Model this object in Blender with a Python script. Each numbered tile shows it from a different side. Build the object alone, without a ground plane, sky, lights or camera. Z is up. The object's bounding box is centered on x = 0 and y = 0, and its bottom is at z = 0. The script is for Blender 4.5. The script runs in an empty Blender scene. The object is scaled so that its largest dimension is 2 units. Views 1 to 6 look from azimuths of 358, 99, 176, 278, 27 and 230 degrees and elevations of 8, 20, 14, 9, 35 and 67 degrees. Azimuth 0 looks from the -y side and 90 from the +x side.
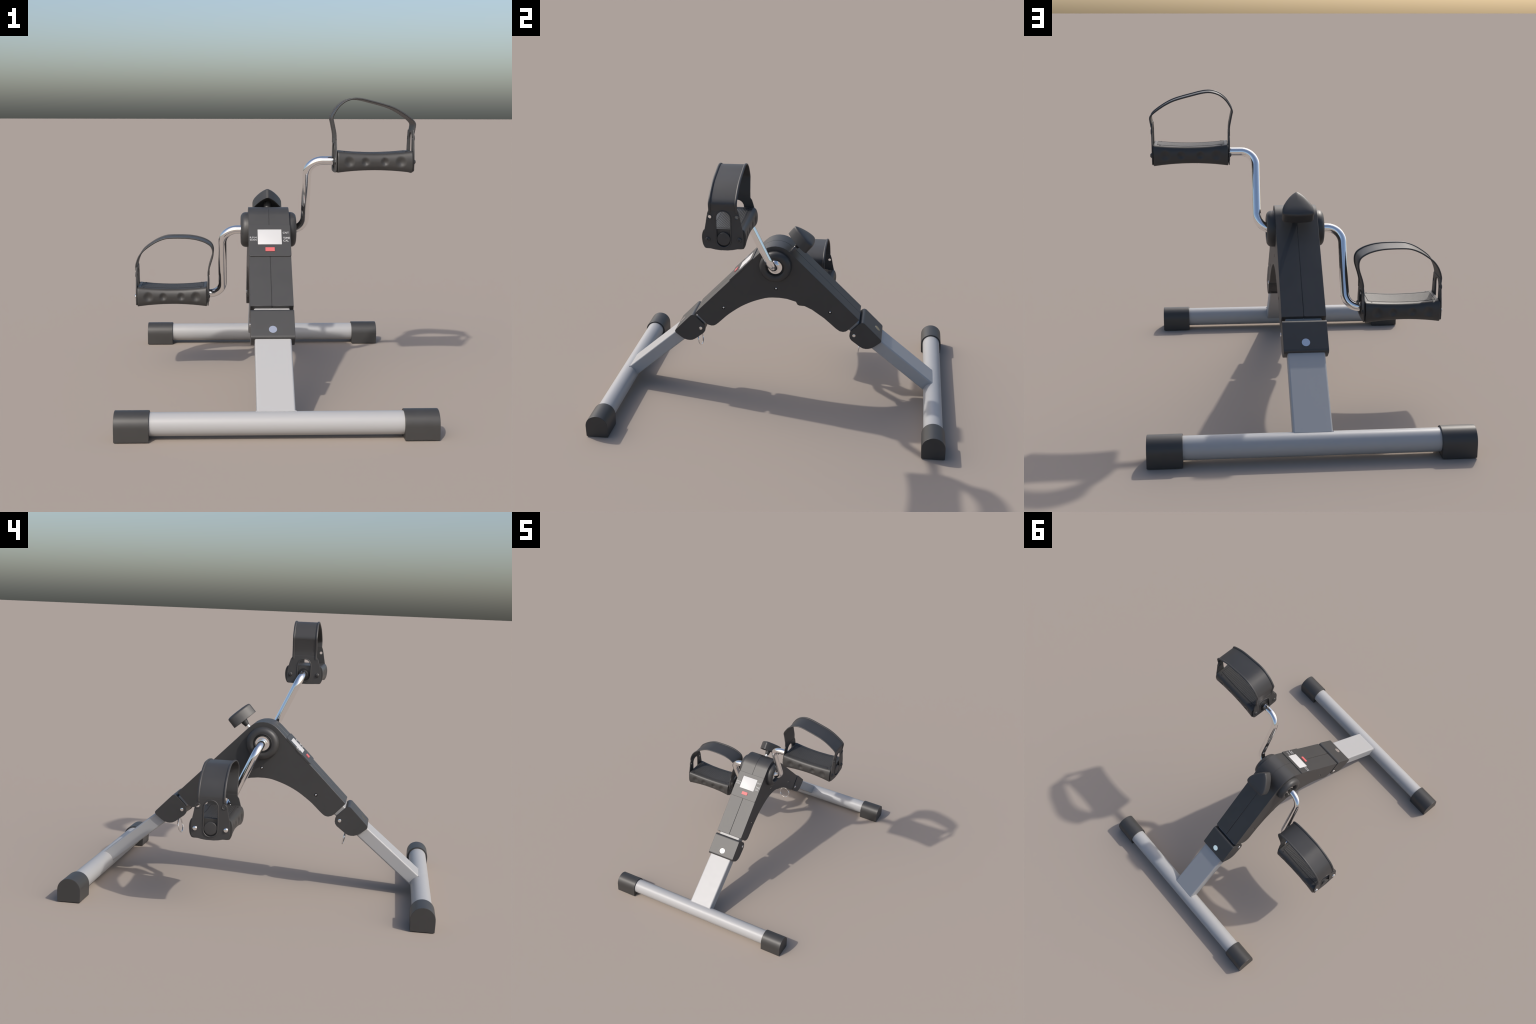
# Folding under-desk pedal exerciser, built part by part.
import bpy, bmesh, math
from mathutils import Vector, Matrix

PI = math.pi
scene_col = bpy.context.scene.collection

# ------------------------------------------------------------------ materials
def new_mat(name):
    m = bpy.data.materials.new(name)
    m.use_nodes = True
    nt = m.node_tree
    return m, nt, nt.nodes["Principled BSDF"]

def plastic(name, col, rough=0.5, spec=0.5, grain=420.0, bump=0.02, vary=0.06):
    m, nt, b = new_mat(name)
    tc = nt.nodes.new("ShaderNodeTexCoord")
    n = nt.nodes.new("ShaderNodeTexNoise")
    n.inputs["Scale"].default_value = grain
    n.inputs["Detail"].default_value = 2.0
    nt.links.new(tc.outputs["Object"], n.inputs["Vector"])
    big = nt.nodes.new("ShaderNodeTexNoise")
    big.inputs["Scale"].default_value = 9.0
    big.inputs["Detail"].default_value = 4.0
    nt.links.new(tc.outputs["Object"], big.inputs["Vector"])
    ramp = nt.nodes.new("ShaderNodeValToRGB")
    lo = [c * (1 - vary) for c in col]
    hi = [c * (1 + vary) for c in col]
    ramp.color_ramp.elements[0].position = 0.3
    ramp.color_ramp.elements[0].color = (*lo, 1)
    ramp.color_ramp.elements[1].position = 0.7
    ramp.color_ramp.elements[1].color = (*hi, 1)
    nt.links.new(big.outputs["Fac"], ramp.inputs["Fac"])
    nt.links.new(ramp.outputs["Color"], b.inputs["Base Color"])
    bp = nt.nodes.new("ShaderNodeBump")
    bp.inputs["Strength"].default_value = bump
    bp.inputs["Distance"].default_value = 0.001
    nt.links.new(n.outputs["Fac"], bp.inputs["Height"])
    nt.links.new(bp.outputs["Normal"], b.inputs["Normal"])
    b.inputs["Roughness"].default_value = rough
    b.inputs["Specular IOR Level"].default_value = spec
    return m

def metal(name, col, rough, metallic=1.0):
    m, nt, b = new_mat(name)
    tc = nt.nodes.new("ShaderNodeTexCoord")
    n = nt.nodes.new("ShaderNodeTexNoise")
    n.inputs["Scale"].default_value = 40.0
    nt.links.new(tc.outputs["Object"], n.inputs["Vector"])
    mr = nt.nodes.new("ShaderNodeMapRange")
    mr.inputs["To Min"].default_value = rough * 0.9
    mr.inputs["To Max"].default_value = rough * 1.1
    nt.links.new(n.outputs["Fac"], mr.inputs["Value"])
    nt.links.new(mr.outputs["Result"], b.inputs["Roughness"])
    b.inputs["Base Color"].default_value = (*col, 1)
    b.inputs["Metallic"].default_value = metallic
    return m

M_BODY = plastic("black_plastic", (0.040, 0.0395, 0.0395), rough=0.475, spec=0.56)
M_CAP = plastic("cap_rubber", (0.041, 0.040, 0.039), rough=0.46, spec=0.52)
M_PEDAL = plastic("pedal_plastic", (0.041, 0.040, 0.039), rough=0.46, spec=0.52)
M_STRAP = plastic("strap_rubber", (0.043, 0.042, 0.042), rough=0.50, spec=0.55)
M_PANEL = plastic("panel_plastic", (0.041, 0.0405, 0.0405), rough=0.475, spec=0.56)
M_DARK = plastic("dark_plastic", (0.012, 0.012, 0.013), rough=0.6)
M_PAINT = metal("silver_paint", (0.378, 0.377, 0.378), 0.44, 0.0)
M_CHROME = metal("chrome", (0.93, 0.92, 0.91), 0.06)
M_BOLT = metal("bolt_metal", (0.85, 0.84, 0.83), 0.12)
M_SCREEN = plastic("screen_white", (0.56, 0.555, 0.55), rough=0.5, vary=0.01, bump=0.0)
M_RED = plastic("red_button", (0.585, 0.112, 0.115), rough=0.5, vary=0.03, bump=0.0)
M_INK = plastic("white_ink", (0.55, 0.55, 0.55), rough=0.6, vary=0.01, bump=0.0)

# ------------------------------------------------------------------ helpers
root = bpy.data.objects.new("pedal_exerciser", None)
scene_col.objects.link(root)
root["label"] = "folding black and silver under-desk pedal exerciser with chrome cranks"
root["category"] = "exercise machine"

def add(name, mesh, mat, parent, angle=35, smooth=True):
    o = bpy.data.objects.new(name, mesh)
    scene_col.objects.link(o)
    o.parent = parent
    mesh.materials.clear()
    mesh.materials.append(mat)
    if smooth:
        mesh.polygons.foreach_set("use_smooth", [True] * len(mesh.polygons))
        mesh.set_sharp_from_angle(angle=math.radians(angle))
    return o

def even_shading(o):
    m = o.modifiers.new("even_shading", 'WEIGHTED_NORMAL')
    m.mode = 'FACE_AREA'
    m.weight = 80
    m.keep_sharp = True
    return o

def bm_mesh(bm, name):
    bmesh.ops.recalc_face_normals(bm, faces=bm.faces[:])
    me = bpy.data.meshes.new(name)
    bm.to_mesh(me)
    bm.free()
    return me

def bevel_sharp(bm, w, seg=2, ang=40):
    bm.normal_update()
    es = [e for e in bm.edges if len(e.link_faces) == 2 and e.calc_face_angle(0) > math.radians(ang)]
    if es:
        bmesh.ops.bevel(bm, geom=es, offset=w, offset_type='OFFSET', segments=seg, profile=0.5,
                        affect='EDGES', clamp_overlap=True)

def prism(pts, x0, x1, frame=None, bevel=0.0, seg=2, ang=40):
    """Polygon in (y, z), extruded along x; frame maps local to world."""
    bm = bmesh.new()
    a = [bm.verts.new((x0, p[0], p[1])) for p in pts]
    b = [bm.verts.new((x1, p[0], p[1])) for p in pts]
    n = len(pts)
    bm.faces.new(a)
    bm.faces.new(b[::-1])
    for i in range(n):
        bm.faces.new((a[i], b[i], b[(i + 1) % n], a[(i + 1) % n]))
    bmesh.ops.recalc_face_normals(bm, faces=bm.faces[:])
    if bevel:
        bevel_sharp(bm, bevel, seg, ang)
    if frame is not None:
        bmesh.ops.transform(bm, matrix=frame, verts=bm.verts[:])
    return bm

def arc(cx, cy, r, a0, a1, n):
    return [(cx + r * math.cos(math.radians(a0 + (a1 - a0) * i / n)),
             cy + r * math.sin(math.radians(a0 + (a1 - a0) * i / n))) for i in range(n + 1)]

def smooth_pts(pts, n=4, closed=False):
    """Catmull-Rom through the control points."""
    P = [Vector(p) for p in pts]
    out = []
    m = len(P)
    rng = range(m if closed else m - 1)
    for i in rng:
        if closed:
            p0, p1, p2, p3 = P[i - 1], P[i], P[(i + 1) % m], P[(i + 2) % m]
        else:
            p0, p1, p2, p3 = P[max(i - 1, 0)], P[i], P[i + 1], P[min(i + 2, m - 1)]
        for k in range(n):
            t = k / n
            out.append(0.5 * ((2 * p1) + (p2 - p0) * t + (2 * p0 - 5 * p1 + 4 * p2 - p3) * t * t
                              + (3 * p1 - p0 - 3 * p2 + p3) * t ** 3))
    if not closed:
        out.append(P[-1])
    return out

def fillet(points, radii, n=14):
    """Polyline with circular fillets at inner points."""
    P = [Vector(p) for p in points]
    out = [P[0]]
    for i in range(1, len(P) - 1):
        d0 = (P[i - 1] - P[i]).normalized()
        d1 = (P[i + 1] - P[i]).normalized()
        th = d0.angle(d1)
        r = radii[i - 1]
        t = r / math.tan(th / 2)
        c = P[i] + (d0 + d1).normalized() * (r / math.sin(th / 2))
        a, b = P[i] + d0 * t - c, P[i] + d1 * t - c
        tot = a.angle(b)
        for k in range(n + 1):
            s = k / n
            out.append(c + (a * math.sin((1 - s) * tot) + b * math.sin(s * tot)) / math.sin(tot))
    out.append(P[-1])
    return out

def sweep(path, r, seg=16, closed=False, bm=None, flat=1.0, up=None):
    """Round tube along a path, parallel transport."""
    bm = bm or bmesh.new()
    P = [Vector(p) for p in path]
    n = len(P)
    T = []
    for i in range(n):
        if closed:
            T.append((P[(i + 1) % n] - P[i - 1]).normalized())
        else:
            T.append((P[min(i + 1, n - 1)] - P[max(i - 1, 0)]).normalized())
    u = up.copy() if up is not None else T[0].orthogonal()
    rings = []
    for i in range(n):
        u = (u - T[i] * u.dot(T[i])).normalized()
        v = T[i].cross(u)
        rings.append([bm.verts.new(P[i] + (u * math.cos(2 * PI * k / seg) * flat + v * math.sin(2 * PI * k / seg)) * r)
                      for k in range(seg)])
    m = n if closed else n - 1
    for i in range(m):
        a, b = rings[i], rings[(i + 1) % n]
        for k in range(seg):
            bm.faces.new((a[k], a[(k + 1) % seg], b[(k + 1) % seg], b[k]))
    if not closed:
        bm.faces.new(rings[0][::-1])
        bm.faces.new(rings[-1])
    return bm

def lathe(profile, center, axis=Vector((1, 0, 0)), seg=40, bm=None):
    """profile: list of (distance along axis, radius)."""
    bm = bm or bmesh.new()
    axis = axis.normalized()
    u = axis.orthogonal().normalized()
    v = axis.cross(u)
    C = Vector(center)
    rings = []
    for (h, r) in profile:
        if r < 1e-6:
            rings.append([bm.verts.new(C + axis * h)])
        else:
            rings.append([bm.verts.new(C + axis * h + (u * math.cos(2 * PI * k / seg) + v * math.sin(2 * PI * k / seg)) * r)
                          for k in range(seg)])
    for a, b in zip(rings, rings[1:]):
        for k in range(seg):
            k2 = (k + 1) % seg
            if len(a) == 1 and len(b) == 1:
                continue
            if len(a) == 1:
                bm.faces.new((a[0], b[k2], b[k]))
            elif len(b) == 1:
                bm.faces.new((a[k], a[k2], b[0]))
            else:
                bm.faces.new((a[k], a[k2], b[k2], b[k]))
    return bm

def curve_plate(outline, holes, x0, x1, bevel=0.0015):
    """Flat plate in the yz plane with real holes, from a filled 2D curve."""
    cu = bpy.data.curves.new("plate_curve", 'CURVE')
    cu.dimensions = '2D'
    cu.fill_mode = 'BOTH'
    cu.extrude = abs(x1 - x0) / 2 - bevel
    cu.bevel_depth = bevel
    cu.bevel_resolution = 1
    cu.offset = -bevel
    for pts in [outline] + holes:
        sp = cu.splines.new('POLY')
        sp.points.add(len(pts) - 1)
        for q, p in zip(sp.points, pts):
            q.co = (p[0], p[1], 0, 1)
        sp.use_cyclic_u = True
    ob = bpy.data.objects.new("plate_curve", cu)
    scene_col.objects.link(ob)
    dg = bpy.context.evaluated_depsgraph_get()
    me = bpy.data.meshes.new_from_object(ob.evaluated_get(dg))
    bpy.data.objects.remove(ob)
    bpy.data.curves.remove(cu)
    xm = (x0 + x1) / 2
    me.transform(Matrix(((0, 0, 1, xm), (1, 0, 0, 0), (0, 1, 0, 0), (0, 0, 0, 1))))
    return me

def text_mesh(s, width, height, depth):
    cu = bpy.data.curves.new("lettering_curve", 'FONT')
    cu.body = s
    cu.size = 1.0
    cu.extrude = 0.01
    ob = bpy.data.objects.new("lettering_curve", cu)
    scene_col.objects.link(ob)
    dg = bpy.context.evaluated_depsgraph_get()
    me = bpy.data.meshes.new_from_object(ob.evaluated_get(dg))
    bpy.data.objects.remove(ob)
    bpy.data.curves.remove(cu)
    xs = [v.co.x for v in me.vertices]
    ys = [v.co.y for v in me.vertices]
    w, h = max(xs) - min(xs), max(ys) - min(ys)
    for v in me.vertices:
        v.co = ((v.co.x - min(xs)) / w * width, (v.co.y - min(ys)) / h * height, (v.co.z / 0.01) * depth)
    return me

def boolean_cut(obj, cutter_bm):
    me = bm_mesh(cutter_bm, "cutter")
    c = bpy.data.objects.new("cutter", me)
    scene_col.objects.link(c)
    mod = obj.modifiers.new("cut", 'BOOLEAN')
    mod.operation = 'DIFFERENCE'
    mod.object = c
    mod.solver = 'EXACT'
    dg = bpy.context.evaluated_depsgraph_get()
    new = bpy.data.meshes.new_from_object(obj.evaluated_get(dg))
    obj.modifiers.clear()
    bpy.data.objects.remove(c)
    old = obj.data
    obj.data = new
    bpy.data.meshes.remove(old)
    new.polygons.foreach_set("use_smooth", [True] * len(new.polygons))
    new.set_sharp_from_angle(angle=math.radians(35))

# ------------------------------------------------------------------ key sizes
YC = 0.004                      # fore-aft centre of the folding frame
AXLE = Vector((0, YC, 0.835))
BODY_W = 0.1065

# ------------------------------------------------------------------ feet, legs, hinges
FOOT_Y = 0.935
FOOT_END = 0.729
for sgn in (-1, 1):             # -1 front, +1 rear
    fy = sgn * FOOT_Y
    # round foot tube lying along x
    bm = lathe([(-0.70, 0.0), (-0.70, 0.0535), (0.70, 0.0535), (0.70, 0.0)], (0, fy, 0.066), seg=48)
    foot = add("foot_tube", bm_mesh(bm, "foot_tube"), M_PAINT, root)
    for sx in (-1, 1):
        prof = [(-0.063, 0.0), (0.063, 0.0), (0.0642, 0.045)] + arc(0, 0.0645, 0.0642, 0, 180, 20) + [(-0.0642, 0.045)]
        prof = [(fy + p[0], p[1]) for p in prof]
        bm = prism(prof, sx * 0.5715, sx * FOOT_END, bevel=0.003, seg=2)
        add("end_cap", bm_mesh(bm, "end_cap"), M_CAP, foot)

    # rectangular leg tube, sloping up into the housing
    grade = 0.837 if sgn < 0 else 0.8257
    slope = math.atan(grade)
    c, s = math.cos(slope), math.sin(slope)
    def line_top(d):            # height of the tube's upper face at distance d from the middle
        return (0.3735 - grade * (d - 0.623)) if sgn < 0 else (0.3735 - grade * (d - 0.629))
    th, hw, rad = 0.0745, 0.0885, 0.009
    sec = []                    # rounded rectangle across the tube: (x, depth)
    for cx, cz, a0 in ((hw - rad, -rad, 0), (-(hw - rad), -rad, 90), (-(hw - rad), -(th - rad), 180), (hw - rad, -(th - rad), 270)):
        sec += arc(cx, cz, rad, a0, a0 + 90, 5)
    bm = bmesh.new()
    rings = []
    for end in (0, 1):
        ring = []
        for (x, dep) in sec:
            # point on the tube surface line, cut: upper end square, lower end vertical inside the foot
            base = Vector((0, 0.40, line_top(0.40)))
            nrm = Vector((0, s, c))
            dirv = Vector((0, c, -s))
            p = base + nrm * dep
            t = 0.0 if end == 0 else (FOOT_Y - p.y) / c
            q = p + dirv * t
            ring.append(bm.verts.new((x, sgn * q.y, q.z)))
        rings.append(ring)
    n = len(sec)
    for k in range(n):
        bm.faces.new((rings[0][k], rings[0][(k + 1) % n], rings[1][(k + 1) % n], rings[1][k]))
    bm.faces.new(rings[0])
    bm.faces.new(rings[1][::-1])
    leg = add("leg_tube", bm_mesh(bm, "leg_tube"), M_PAINT, root, angle=30)
    # weld bead where the leg meets the foot
    bead = []
    for i in range(25):
        x = -0.092 + 0.184 * i / 24
        bead.append((x, sgn * (0.926 if sgn < 0 else 0.9295), 0.1193 + 0.0006 * math.sin(i * 2.3)))
    add("weld_bead", bm_mesh(sweep(bead, 0.0028, 8), "weld_bead"), M_PAINT, leg)

    # hinge bracket: U-shaped cover over the leg
    d_prof = [(0.4415, 0.4405), (0.4920, 0.4905), (0.5020, 0.4975), (0.5115, 0.4990), (0.5215, 0.4945), (0.6180, 0.3965), (0.6222, 0.3885), (0.6210, 0.3800),
              (0.613, 0.3715), (0.583, 0.3480), (0.566, 0.3370), (0.547, 0.3310), (0.531, 0.3300), (0.515, 0.3325),
              (0.496, 0.3425), (0.447, 0.3800), (0.437, 0.3935), (0.4335, 0.4090), (0.4355, 0.4270)]
    prof = [(YC + sgn * d, z) for d, z in d_prof]
    bm = prism(prof, -0.1068, 0.1068, bevel=0.0025, seg=2, ang=60)
    br = add("hinge_bracket", bm_mesh(bm, "hinge_bracket"), M_BODY, root)
    cut = [(YC + sgn * d, z) for d, z in ((0.424, 0.470), (0.4440, 0.4415), (0.4400, 0.4270), (0.4375, 0.4090), (0.4405, 0.3955), (0.4500, 0.3830), (0.4965, 0.3460), (0.40, 0.33))]
    boolean_cut(br, prism(cut, -0.0900, 0.0900))
    # bolts through the bracket sides
    for sx in (-1, 1):
        bm = lathe([(0.100, 0.0105), (0.1072, 0.0105), (0.1088, 0.0095), (0.1100, 0.0060), (0.1104, 0.0)],
                   (0, YC + sgn * 0.461, 0.414), Vector((sx, 0, 0)), 20)
        add("bolt", bm_mesh(bm, "bolt"), M_BOLT, br)
    # flat chrome locking button on the top face
    t_dir = Vector((0, sgn * 0.696, -0.718))
    n_dir = Vector((0, sgn * 0.718, 0.696))
    pc = Vector((0, YC + sgn * 0.594, 0.4203))
    bm = lathe([(-0.006, 0.0195), (0.0012, 0.0195), (0.0012, 0.0)], pc, n_dir, 28)
    add("locking_button", bm_mesh(bm, "locking_button"), M_CHROME, br, angle=20)
    # pull ring hanging below
    rc = Vector((-0.003, YC + sgn * 0.489, 0.297))
    ring = []
    for k in range(40):
        a = 2 * PI * k / 40
        x = 0.0430 * math.cos(a)
        zz = 0.0400 * math.sin(a)
        ring.append(rc + Vector((x * 0.998, -0.07 * x + sgn * 0.20 * zz, zz)))
    add("pull_ring", bm_mesh(sweep(ring, 0.0037, 12, closed=True), "pull_ring"), M_CHROME, br)
    bm = lathe([(-0.03, 0.008), (0.012, 0.008), (0.014, 0.006), (0.014, 0.0)], (0, YC + sgn * 0.497, 0.36),
               Vector((0, -sgn * 0.2, -1)), 16)
    add("pull_pin", bm_mesh(bm, "pull_pin"), M_BOLT, br)

# ------------------------------------------------------------------ housing: two shell halves
housing = bpy.data.objects.new("housing", None)
top = arc(0, 0.837, 0.1185, 45, 135, 8)
lower_front = [(-0.395, 0.4335), (-0.376, 0.4365), (-0.353, 0.453), (-0.320, 0.484), (-0.283, 0.517), (-0.212, 0.567),
               (-0.140, 0.603), (-0.063, 0.6285), (-0.020, 0.634)]
lower_front = [tuple(p) for p in smooth_pts(lower_front, 3)]
lower_rear = [(0.020, 0.634), (0.065, 0.629), (0.116, 0.614), (0.128, 0.602), (0.146, 0.599), (0.211, 0.568),
              (0.283, 0.517), (0.320, 0.484), (0.354, 0.453), (0.376, 0.4375), (0.396, 0.4335), (0.413, 0.4375)]
prof = ([(0.4905, 0.5145)] + top + [(-0.4905, 0.5145), (-0.428, 0.449), (-0.413, 0.4385)] + lower_front + lower_rear + [(0.428, 0.449)])
prof = [(YC + p[0], p[1]) for p in prof]
bpy.data.objects.remove(housing)
core_prof = [(YC + p[0], p[1]) for p in [(0.4845, 0.5155)] + arc(0, 0.837, 0.1168, 45, 135, 8) + [(-0.4845, 0.5155), (-0.424, 0.456), (-0.38, 0.46), (-0.22, 0.58), (0, 0.65), (0.22, 0.58), (0.38, 0.46), (0.424, 0.456)]]
housing = add("housing", bm_mesh(prism(core_prof, -0.004, 0.004), "housing_core"), M_BODY, root)
for sx in (-1, 1):
    bm = prism(prof, sx * 0.0009, sx * (BODY_W + (0.0010 if sx < 0 else 0.0)), bevel=0.0014, seg=1, ang=50)
    half = add("shell_half", bm_mesh(bm, "shell_half"), M_BODY, housing)
    # hub collar with a recess for the crank bearing
    hub = [(0.100, 0.0935), (0.120, 0.0935), (0.131, 0.0915), (0.1395, 0.086), (0.1455, 0.077), (0.1475, 0.068),
           (0.1465, 0.060), (0.1435, 0.0555), (0.140, 0.0535), (0.120, 0.053), (0.120, 0.0)]
    bm = lathe(hub, AXLE, Vector((sx, 0, 0)), 64)
    hb = add("hub_collar", bm_mesh(bm, "hub_collar"), M_BODY, root, angle=50)
    bm = lathe([(0.119, 0.0475), (0.1240, 0.0475), (0.1300, 0.0410), (0.1300, 0.030), (0.1330, 0.0295), (0.1342, 0.027), (0.1342, 0.0)],
               AXLE, Vector((sx, 0, 0)), 40)
    add("bearing_washer", bm_mesh(bm, "bearing_washer"), M_CHROME, hb, angle=25)
    # recessed side screws
    for d, z in ((0.0005, 0.6915), (0.3185, 0.555), (-0.3175, 0.5545)):
        c0 = Vector((0, YC + d, z))
        boolean_cut(half, lathe([(0.0985, 0.0), (0.0985, 0.0094), (0.115, 0.0094), (0.115, 0.0)], c0, Vector((sx, 0, 0)), 20))
        bm = lathe([(0.0970, 0.0092), (0.0989, 0.0092), (0.0989, 0.0)], c0, Vector((sx, 0, 0)), 20)
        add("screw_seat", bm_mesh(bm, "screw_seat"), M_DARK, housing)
        bm = lathe([(0.0975, 0.0078), (0.1010, 0.0078), (0.1040, 0.0062), (0.1055, 0.0035), (0.1058, 0.0)], c0, Vector((sx, 0, 0)), 16)
        add("screw", bm_mesh(bm, "screw"), M_BOLT, housing)

# ------------------------------------------------------------------ display panel on the front slope
R2 = math.sqrt(0.5)
# local frame: u = x, v = up the slope, w = outward
F0 = Vector((0, YC - 0.2045, 1.0035 - 0.2045))          # centre of the panel on the slope
FR = Matrix(((1, 0, 0, F0.x), (0, R2, -R2, F0.y), (0, R2, R2, F0.z), (0, 0, 0, 1)))

def slab(w, h, z0, z1, r_low, r_up, bevel, frame, cu=0.0, cv=0.0):
    pts = []
    for cx, cy, a0, r in ((w / 2, h / 2, 0, r_up), (-w / 2, h / 2, 90, r_up), (-w / 2, -h / 2, 180, r_low), (w / 2, -h / 2, 270, r_low)):
        ccx = cx - math.copysign(r, cx)
        ccy = cy - math.copysign(r, cy)
        pts += arc(ccx, ccy, r, a0, a0 + 90, 5)
    pts = [(p[0] + cu, p[1] + cv) for p in pts]
    # prism runs along x with (y, z) polygon; turn it so the prism axis becomes w
    turn = Matrix(((0, 1, 0, 0), (0, 0, 1, 0), (1, 0, 0, 0), (0, 0, 0, 1)))
    return prism(pts, z0, z1, frame @ turn, bevel, 2, 50)

panel = add("display_panel", bm_mesh(slab(0.2165, 0.2020, -0.0070, 0.0062, 0.011, 0.007, 0.0018, FR), "display_panel"), M_PANEL, root)
for sx in (-1, 1):               # half-round lip under the display on each flank
    lip = [(-0.004 + 0.026 * math.cos(PI + PI * k / 12), 0.0035 + 0.0105 * math.sin(PI + PI * k / 12)) for k in range(13)]
    add("panel_lip", bm_mesh(prism(lip, sx * 0.100, sx * 0.1095, FR, 0.001, 1, 50), "panel_lip"), M_PANEL, panel)
def v_of(y):
    return (y + 0.0015 - F0.y) / R2 + 0.0048         # y is read on the outer face
sc_c = (v_of(-0.1545) + v_of(-0.2232)) / 2
sc_h = v_of(-0.1545) - v_of(-0.2232)
# dark window recess, white screen
boolean_cut(panel, slab(0.1265, sc_h + 0.0035, 0.0042, 0.02, 0.0008, 0.0008, 0, FR, 0.0, sc_c))
panel.data.materials.clear(); panel.data.materials.append(M_PANEL)
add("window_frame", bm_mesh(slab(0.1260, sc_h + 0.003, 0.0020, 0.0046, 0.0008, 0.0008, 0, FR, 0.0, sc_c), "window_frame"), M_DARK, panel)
add("screen", bm_mesh(slab(0.1235, sc_h, 0.0030, 0.0052, 0.0006, 0.0006, 0.0002, FR, 0.0, sc_c), "screen"), M_SCREEN, panel)
b_c = (v_of(-0.2390) + v_of(-0.2562)) / 2
b_h = v_of(-0.2390) - v_of(-0.2562)
add("reset_button", bm_mesh(slab(0.0480, b_h, 0.0040, 0.0100, 0.0012, 0.0012, 0.0010, FR, 0.0, b_c), "reset_button"), M_RED, panel)
# lettering: (word, left u, width, y of the baseline, cap height)
for word, u0, w, yb, hgt in (("CNT", 0.0687, 0.0312, -0.1750, 0.0115), ("TIME", 0.0692, 0.0352, -0.1997, 0.0125),
                             ("CAL", 0.0697, 0.0280, -0.2118, 0.0120), ("R.P.M", -0.1022, 0.0340, -0.1968, 0.0106),
                             ("SCAN", -0.1022, 0.0340, -0.2070, 0.0098)):
    me = text_mesh(word, w, hgt, 0.0006)
    me.transform(FR @ Matrix.Translation((u0, v_of(yb), 0.0064)))
    add("lettering", me, M_INK, panel, smooth=False)

# ------------------------------------------------------------------ tension knob on the rear slope
kn = Vector((0, 0.652, 0.758)).normalized()             # axis of the knob
kd = Vector((0, 0.758, -0.652)).normalized()            # down the slope
apex = Vector((0, 0.066, 1.001))                        # apex of the underside
half_w = [(0.000, 0.0045), (0.004, 0.0095), (0.015, 0.0235), (0.034, 0.0405), (0.060, 0.0580), (0.085, 0.0715), (0.105, 0.0780), (0.121, 0.0800),
          (0.134, 0.0790), (0.141, 0.0745), (0.1455, 0.067), (0.1485, 0.052), (0.1510, 0.030), (0.1520, 0.010)]
out = [(w, -d) for d, w in half_w] + [(-w, -d) for d, w in half_w[::-1]]
KF = Matrix(((1, 0, 0, apex.x), (0, -kd.y, kn.y, apex.y), (0, -kd.z, kn.z, apex.z), (0, 0, 0, 1)))
turn = Matrix(((0, 1, 0, 0), (0, 0, 1, 0), (1, 0, 0, 0), (0, 0, 0, 1)))
out = [Vector(p) for p in out]
mid = Vector((0, -0.088))
bm = bmesh.new()
layers = [(0.026, 0.60), (0.022, 0.80), (0.014, 0.855), (0.001, 0.88), (0.0, 0.89), (0.0, 0.995), (0.001, 1.0), (0.003, 1.0), (0.0500, 1.0), (0.0520, 1.0), (0.0575, 0.985), (0.0615, 0.945), (0.0640, 0.86),
          (0.0662, 0.70), (0.0676, 0.45), (0.0682, 0.2)]
rings = []
for h, k in layers:
    rings.append([bm.verts.new((h, (mid + (p - mid) * k).x, (mid + (p - mid) * k).y)) for p in out])
m = len(out)
for a, b in zip(rings, rings[1:]):
    for k in range(m):
        bm.faces.new((a[k], a[(k + 1) % m], b[(k + 1) % m], b[k]))
bm.faces.new(rings[0][::-1])
bm.faces.new(rings[-1])
bmesh.ops.transform(bm, matrix=Matrix.Translation((0, 0.0015, 0.0)) @ KF @ turn, verts=bm.verts[:])
knob = add("tension_knob", bm_mesh(bm, "tension_knob"), M_BODY, root, angle=40)
kc = apex + kd * 0.089
bm = lathe([(0.035, 0.021), (0.0, 0.0205), (-0.012, 0.0185), (-0.0275, 0.0145), (-0.0315, 0.0138), (-0.0315, 0.0)], kc, kn, 28)
add("knob_stem", bm_mesh(bm, "knob_stem"), M_BODY, knob)
bm = lathe([(-0.030, 0.0122), (-0.075, 0.0122), (-0.075, 0.0)], kc, kn, 24)
add("threaded_rod", bm_mesh(bm, "threaded_rod"), M_CHROME, knob)

# ------------------------------------------------------------------ cranks
SP_R = Vector((0, -0.1712, 1.2105))
SP_L = Vector((0, 0.1785, 0.4580))
ROD = 0.0225
for sx, xl, sp in ((1, 0.191, SP_R), (-1, -0.2485, SP_L)):
    pts = [(sx * 0.06, AXLE.y, AXLE.z), (xl, AXLE.y, AXLE.z), (xl, sp.y, sp.z), (sx * 0.352, sp.y, sp.z)]
    path = fillet(pts, (0.076, 0.076) if sx > 0 else (0.080, 0.070), 16)
    add("crank_arm", bm_mesh(sweep(path, ROD, 28), "crank_arm"), M_CHROME, root, angle=60)

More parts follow.
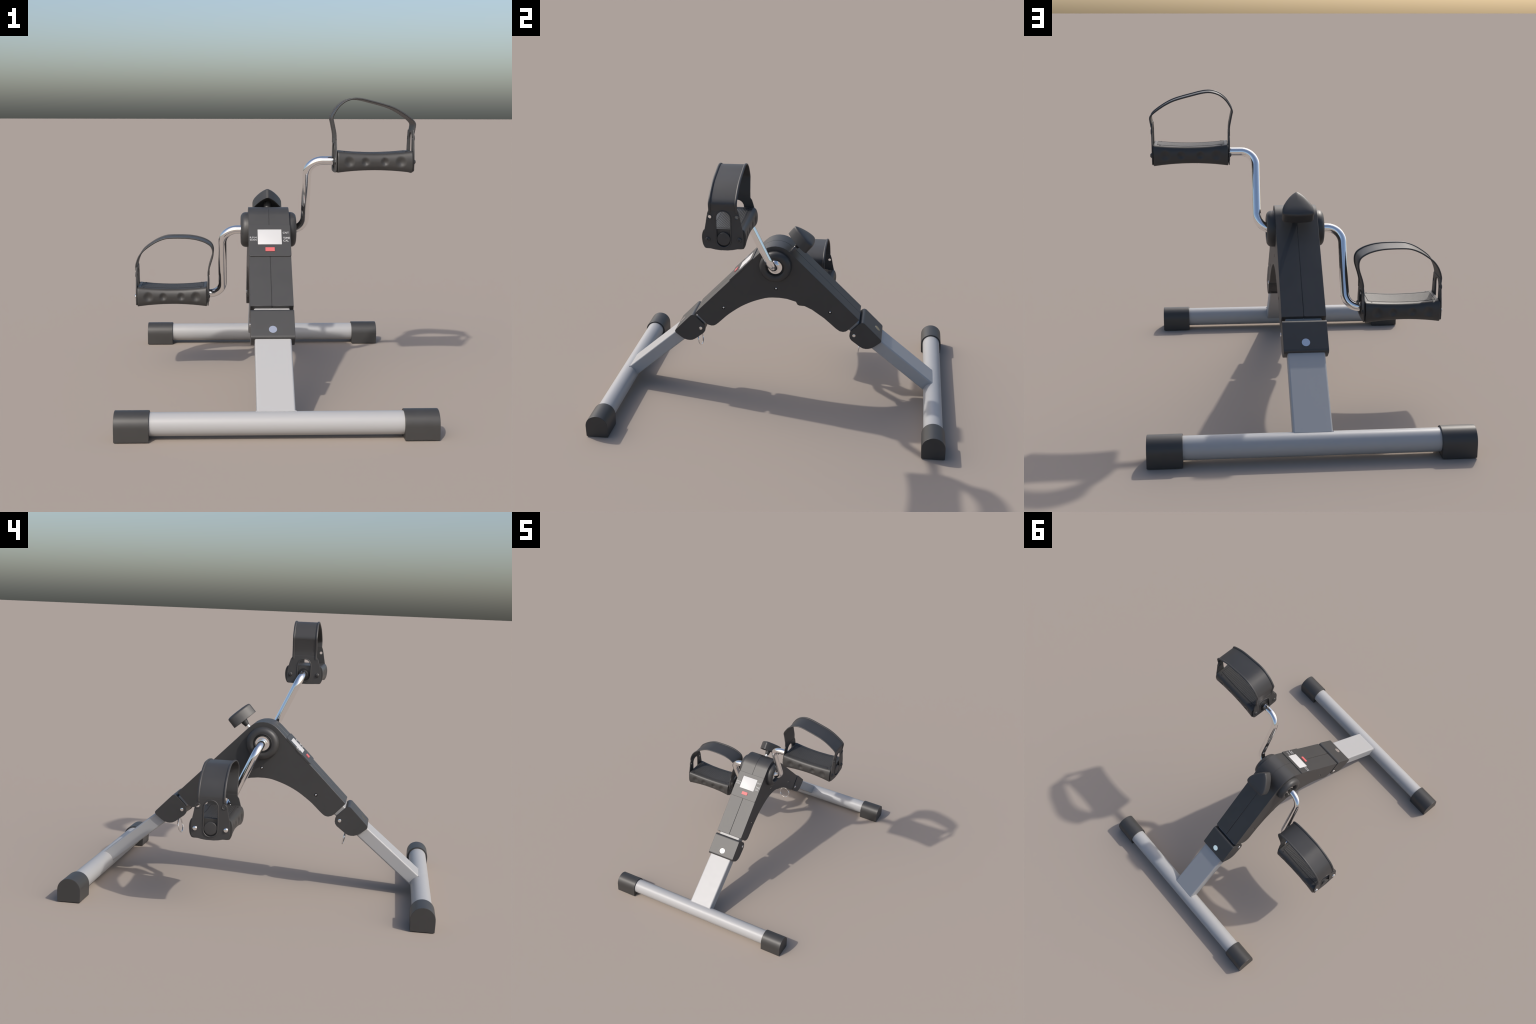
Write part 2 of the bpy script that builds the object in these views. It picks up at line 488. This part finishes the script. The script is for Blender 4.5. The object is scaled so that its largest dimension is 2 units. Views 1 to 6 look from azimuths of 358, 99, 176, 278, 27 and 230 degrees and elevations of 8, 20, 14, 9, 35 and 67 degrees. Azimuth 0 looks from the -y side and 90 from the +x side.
# ------------------------------------------------------------------ pedals
PX = 0.5245                     # pedal centre from the frame's middle
HALF = 0.1895                   # half length of the pedal block
STRAP_HIGH = [(-0.1980, 0.085), (-0.1980, 0.12), (-0.2000, 0.145), (-0.2105, 0.196), (-0.2145, 0.218), (-0.2055, 0.240), (-0.1825, 0.274),
              (-0.150, 0.300), (-0.115, 0.3120), (-0.085, 0.3135), (-0.050, 0.308), (-0.012, 0.2985), (0.035, 0.2865), (0.080, 0.273),
              (0.115, 0.2575), (0.148, 0.238), (0.178, 0.217), (0.196, 0.201), (0.2040, 0.186), (0.2015, 0.162), (0.1985, 0.145), (0.198, 0.125)]
STRAP_LOW = [(-0.1980, 0.085), (-0.1980, 0.115), (-0.1985, 0.133), (-0.2055, 0.163), (-0.2205, 0.211), (-0.2235, 0.238), (-0.2205, 0.258),
             (-0.209, 0.277), (-0.183, 0.294), (-0.153, 0.3055), (-0.119, 0.3135), (-0.070, 0.3185), (0.015, 0.3185), (0.054, 0.311),
             (0.091, 0.295), (0.123, 0.275), (0.146, 0.258), (0.163, 0.242), (0.180, 0.218), (0.1915, 0.192), (0.1985, 0.165), (0.198, 0.145), (0.198, 0.125)]

def pedal_block(sx, C):
    """Waisted rounded bar with finger dimples, and a recess for the ribbed tread."""
    NX, NS = 150, 120
    bm = bmesh.new()
    # section control points (half): y, z ; z > 0 is the top
    ctrl = [(0.0, 0.052), (0.040, 0.052), (0.075, 0.052), (0.0945, 0.0505), (0.1062, 0.043), (0.1135, 0.025), (0.1162, 0.005), (0.1152, -0.015),
            (0.1118, -0.034), (0.1055, -0.0480), (0.0965, -0.0562), (0.060, -0.0575), (0.0, -0.0585)]
    loop = ctrl + [(-y, z) for y, z in ctrl[-2:0:-1]]
    dense = smooth_pts(loop, 24, closed=True)
    L = [0.0]
    for i in range(len(dense)):
        L.append(L[-1] + (dense[(i + 1) % len(dense)] - dense[i]).length)
    sec, j = [], 0
    for k in range(NS):
        t = L[-1] * k / NS
        while L[j + 1] < t:
            j += 1
        f = (t - L[j]) / max(L[j + 1] - L[j], 1e-9)
        sec.append(dense[j].lerp(dense[(j + 1) % len(dense)], f))
    dimples = ((-0.130, 0.0245), (-0.049, 0.0195), (0.049, 0.0195), (0.130, 0.0245))
    rings = []
    for i in range(NX + 1):
        t = -1 + 2 * i / NX
        # ends slightly rounded over
        e = max(0.0, (abs(t) - 0.975) / 0.025)
        shrink = 1 - 0.022 * e * e
        waist = 1 - t * t
        ring = []
        for p in sec:
            y, z = p.x * shrink, p.y * shrink
            side = 1 if y > 0 else -1
            y -= side * 0.0065 * waist * min(1.0, abs(y) / 0.09)
            z = z - (0.0112 if z > 0 else -0.0125) * waist * min(1.0, abs(z) / 0.045)
            if abs(p.x) > 0.09:
                for dx, r in dimples:
                    d = math.hypot(t * HALF - dx, z + 0.002) / r
                    if d < 1.25:
                        q = d / 1.25
                        y -= side * 0.0095 * (1 - q * q) ** 2 * (1.0 if q < 1 else 0)
            ring.append(bm.verts.new((C.x + t * HALF, C.y + y, C.z + z)))
        rings.append(ring)
    for a, b in zip(rings, rings[1:]):
        for k in range(NS):
            bm.faces.new((a[k], a[(k + 1) % NS], b[(k + 1) % NS], b[k]))
    bm.faces.new(rings[0][::-1])
    bm.faces.new(rings[-1])
    return bm

def top_z(t, inset=0.0):
    return 0.052 - 0.0112 * (1 - t * t)

def tread(C):
    """Ribbed deck plate: saw-tooth ribs running along the pedal."""
    bm = bmesh.new()
    NX, ribs, hw = 40, 16, 0.0675
    prof = [(-hw, -0.004)]
    steps = ribs * 8
    for r in range(steps + 1):
        y0 = -hw + 2 * hw * r / steps
        prof.append((y0, 0.0008 - 0.0014 * (1 - abs(math.sin(PI * r / 8))) ** 2))
    prof += [(hw, -0.004)]
    rings = []
    for i in range(NX + 1):
        t = (-1 + 2 * i / NX) * 0.1695 / HALF
        rings.append([bm.verts.new((C.x + t * HALF, C.y + y, C.z + top_z(t) + h)) for y, h in prof])
    for a, b in zip(rings, rings[1:]):
        for k in range(len(prof) - 1):
            bm.faces.new((a[k], a[k + 1], b[k + 1], b[k]))
    bm.faces.new(rings[0])
    bm.faces.new(rings[-1])
    return bm

def stadium(hw, z0, z1, n=10):
    return arc(0, z1 - hw, hw, 0, 180, n) + arc(0, z0 + hw, hw, 180, 360, n)

def circle(cy, cz, r, n=14):
    return [(cy + r * math.cos(2 * PI * k / n), cz + r * math.sin(2 * PI * k / n)) for k in range(n)]

def strap_band(path_uz, sx, C, hw, thick):
    """Flexible band following a path in xz, with width along y."""
    P = [Vector((C.x + sx * u, 0, C.z + w)) for u, w in smooth_pts(path_uz, 4)]
    return P

for sx, sp, path in ((1, SP_R, STRAP_HIGH), (-1, SP_L, STRAP_LOW)):
    C = Vector((sx * PX, sp.y, sp.z))
    block = add("pedal", bm_mesh(pedal_block(sx, C), "pedal_block"), M_PEDAL, root, angle=50)
    add("ribbed_tread", bm_mesh(tread(C), "ribbed_tread"), M_PEDAL, block, angle=25)
    # dark raised bead standing in for the gap between tread and frame
    groove_bead = bmesh.new()
    loop = []
    for k in range(31):
        t = (-1 + 2 * k / 30) * 0.1712 / HALF
        loop.append(Vector((C.x + t * HALF, C.y - 0.0692, C.z + top_z(t) + 0.0002)))
    loop2 = [Vector((p.x, 2 * C.y - p.y, p.z)) for p in loop[::-1]]
    sweep(loop + loop2, 0.0014, 6, closed=True, bm=groove_bead)
    add("tread_groove_bead", bm_mesh(groove_bead, "tread_groove_bead"), M_DARK, block)
    for ax in (-1, 1):
        for ay in (-1, 1):
            t = ax * 0.157 / HALF
            bm = lathe([(-0.003, 0.0048), (0.0006, 0.0048), (0.0006, 0.0)], C + Vector((ax * 0.157, ay * 0.0845, top_z(t) - 0.0003)), Vector((0, 0, 1)), 14)
            add("screw_hole_disc", bm_mesh(bm, "screw_hole_disc"), M_DARK, block)  # flat dark disc on the surface, drawn in place of a hole
    # ---- outer side plate with slot and two holes
    half = [(0.020, -0.0618), (0.045, -0.0590), (0.070, -0.0535), (0.090, -0.0500), (0.0965, -0.0480), (0.1005, -0.0410), (0.1030, -0.022), (0.1035, 0.0), (0.1028, 0.022), (0.1000, 0.042),
            (0.0955, 0.062), (0.090, 0.090), (0.086, 0.115), (0.0810, 0.137), (0.0765, 0.150), (0.0725, 0.1585)]
    outline = [(y + C.y, z + C.z) for y, z in half] + [(-y + C.y, z + C.z) for y, z in half[::-1]]
    slot = [(y + C.y, z + C.z) for y, z in stadium(0.0365, -0.042, 0.146)]
    holes = [slot] + [circle(C.y + s * 0.0695, C.z + 0.117, 0.0085) for s in (-1, 1)]
    x_in, x_out = sx * (PX + 0.1925), sx * (PX + 0.1985)
    plate = add("side_plate", curve_plate(outline, holes, min(x_in, x_out), max(x_in, x_out)), M_STRAP, block)
    # ---- inner side plate, shorter
    half2 = [(0.020, -0.0590), (0.060, -0.0570), (0.090, -0.0545), (0.0985, -0.0500), (0.1035, -0.0400), (0.1045, -0.010), (0.1020, 0.018), (0.0970, 0.042), (0.0895, 0.070),
             (0.0835, 0.090), (0.0760, 0.101), (0.0700, 0.1120)]
    outline2 = [(y + C.y, z + C.z) for y, z in half2] + [(-y + C.y, z + C.z) for y, z in half2[::-1]]
    slot2 = [(y + C.y, z + C.z) for y, z in stadium(0.0380, -0.0425, 0.0900)]
    x_in, x_out2 = sx * (PX - 0.1925), sx * (PX - 0.1985)
    plate2 = add("side_plate", curve_plate(outline2, [slot2], min(x_in, x_out2), max(x_in, x_out2)), M_STRAP, block)
    # raised rims round the slots
    for sl, xo, hwz in ((slot, x_out, 0), (slot2, x_out2, 0)):
        loop = [Vector((xo, y, z)) for y, z in sl]
        cen = sum(loop, Vector()) / len(loop)
        loop = [p + (p - cen).normalized() * 0.0035 for p in loop]
        add("slot_rim", bm_mesh(sweep(loop, 0.0035, 8, closed=True), "slot_rim"), M_STRAP, block)
    for s in (-1, 1):
        ring = [Vector((x_out, y, z)) for y, z in circle(C.y + s * 0.0695, C.z + 0.117, 0.0118, 20)]
        add("hole_rim", bm_mesh(sweep(ring, 0.0032, 8, closed=True), "hole_rim"), M_STRAP, block)
    # axle cap in the outer slot, bearing boss in the inner one
    bm = lathe([(0.0, 0.0345), (0.0125, 0.0345), (0.0142, 0.0330), (0.0146, 0.030), (0.0146, 0.0)], (sx * (PX + 0.1860), C.y, C.z), Vector((sx, 0, 0)), 40)
    add("axle_cap", bm_mesh(bm, "axle_cap"), M_STRAP, block)
    bm = lathe([(0.0, 0.0355), (0.006, 0.0355), (0.008, 0.034), (0.008, 0.026), (0.015, 0.026), (0.016, 0.0245), (0.016, 0.0)], (sx * (PX - 0.1860), C.y, C.z), Vector((-sx, 0, 0)), 32)
    add("axle_boss", bm_mesh(bm, "axle_boss"), M_DARK, block)
    # screw heads holding the plates
    for xo, d in ((x_out, sx), (x_out2, -sx)):
        for s in (-1, 1):
            shiny = (sx < 0 and xo == x_out)
            bm = lathe([(-0.012, 0.0128), (0.0020, 0.0128), (0.0045, 0.0115), (0.0068, 0.0085), (0.0081, 0.0045), (0.0084, 0.0)],
                       (xo, C.y + s * 0.0815, C.z - 0.003), Vector((d, 0, 0)), 22)
            add("plate_screw", bm_mesh(bm, "plate_screw"), M_BOLT if shiny else M_STRAP, block)
            if not shiny:
                for ang in (0.5, 0.5 + PI / 2):
                    v = Vector((0, math.cos(ang), math.sin(ang))) * 0.0075
                    cc = Vector((xo + d * 0.0075, C.y + s * 0.0815, C.z - 0.003))
                    add("screw_slot_bar", bm_mesh(sweep([cc - v, cc + v], 0.0014, 6), "screw_slot_bar"), M_DARK, block)  # dark bar laid on the head to stand for a cut
    # ---- strap band: thin flexible sheet with rolled edge beads
    uz = smooth_pts(path, 4)
    tn = [(uz[min(i + 1, len(uz) - 1)] - uz[max(i - 1, 0)]).normalized() for i in range(len(uz))]
    uz = [p + Vector((t.y, -t.x)) * 0.0025 for p, t in zip(uz, tn)]      # inward, towards the foot
    P = [Vector((C.x + sx * p.x, 0, C.z + p.y)) for p in uz]
    HW, TH = 0.0715, 0.0034
    bm = bmesh.new()
    rings = []
    for i, p in enumerate(P):
        tg = (P[min(i + 1, len(P) - 1)] - P[max(i - 1, 0)]).normalized()
        nr = Vector((tg.z, 0, -tg.x))
        a, b = p + nr * TH / 2, p - nr * TH / 2
        rings.append([bm.verts.new((a.x, C.y - HW, a.z)), bm.verts.new((a.x, C.y + HW, a.z)),
                      bm.verts.new((b.x, C.y + HW, b.z)), bm.verts.new((b.x, C.y - HW, b.z))])
    # trim the sheet so it starts above the slots
    lo = next(i for i, p in enumerate(uz) if p.y > 0.104)
    hi = max(i for i, p in enumerate(uz) if p.y > 0.149)
    for i in range(lo, hi):
        a, b = rings[i], rings[i + 1]
        for k in range(4):
            bm.faces.new((a[k], a[(k + 1) % 4], b[(k + 1) % 4], b[k]))
    bm.faces.new(rings[lo])
    bm.faces.new(rings[hi][::-1])
    bmesh.ops.delete(bm, geom=[v for v in bm.verts if not v.link_faces], context='VERTS')
    strap = bm
    i0 = next(i for i, p in enumerate(uz) if p.y > 0.088)
    i1 = max(i for i, p in enumerate(uz) if p.y > 0.138)
    for s in (-1, 1):
        edge = []
        for i in range(i0, i1 + 1):
            tg = (P[min(i + 1, len(P) - 1)] - P[max(i - 1, 0)]).normalized()
            outw = Vector((-tg.z, 0, tg.x)) * sx         # away from the foot
            edge.append(Vector((P[i].x, C.y + s * (HW - 0.0035), P[i].z)) + outw * 0.0025)
        sweep(edge, 0.0042, 14, bm=strap, flat=1.6, up=Vector((0, 1, 0)))
    add("pedal_strap", bm_mesh(strap, "pedal_strap"), M_STRAP, block, angle=50)


# the frame sits a hair to the left of the pedals' mid line
FRAME_SHIFT = -0.0027
def shift(o):
    if o.type == 'MESH':
        o.data.transform(Matrix.Translation((FRAME_SHIFT, 0, 0)))
    for c in o.children:
        shift(c)
for o in list(bpy.data.objects):
    if o.name.split('.')[0] in ("hinge_bracket", "end_cap", "shell_half", "display_panel", "reset_button", "leg_tube", "side_plate"):
        even_shading(o)
for o in root.children:
    if o.name.split('.')[0] in ("leg_tube", "hinge_bracket", "housing", "display_panel", "tension_knob", "hub_collar"):
        shift(o)

bpy.context.view_layer.update()
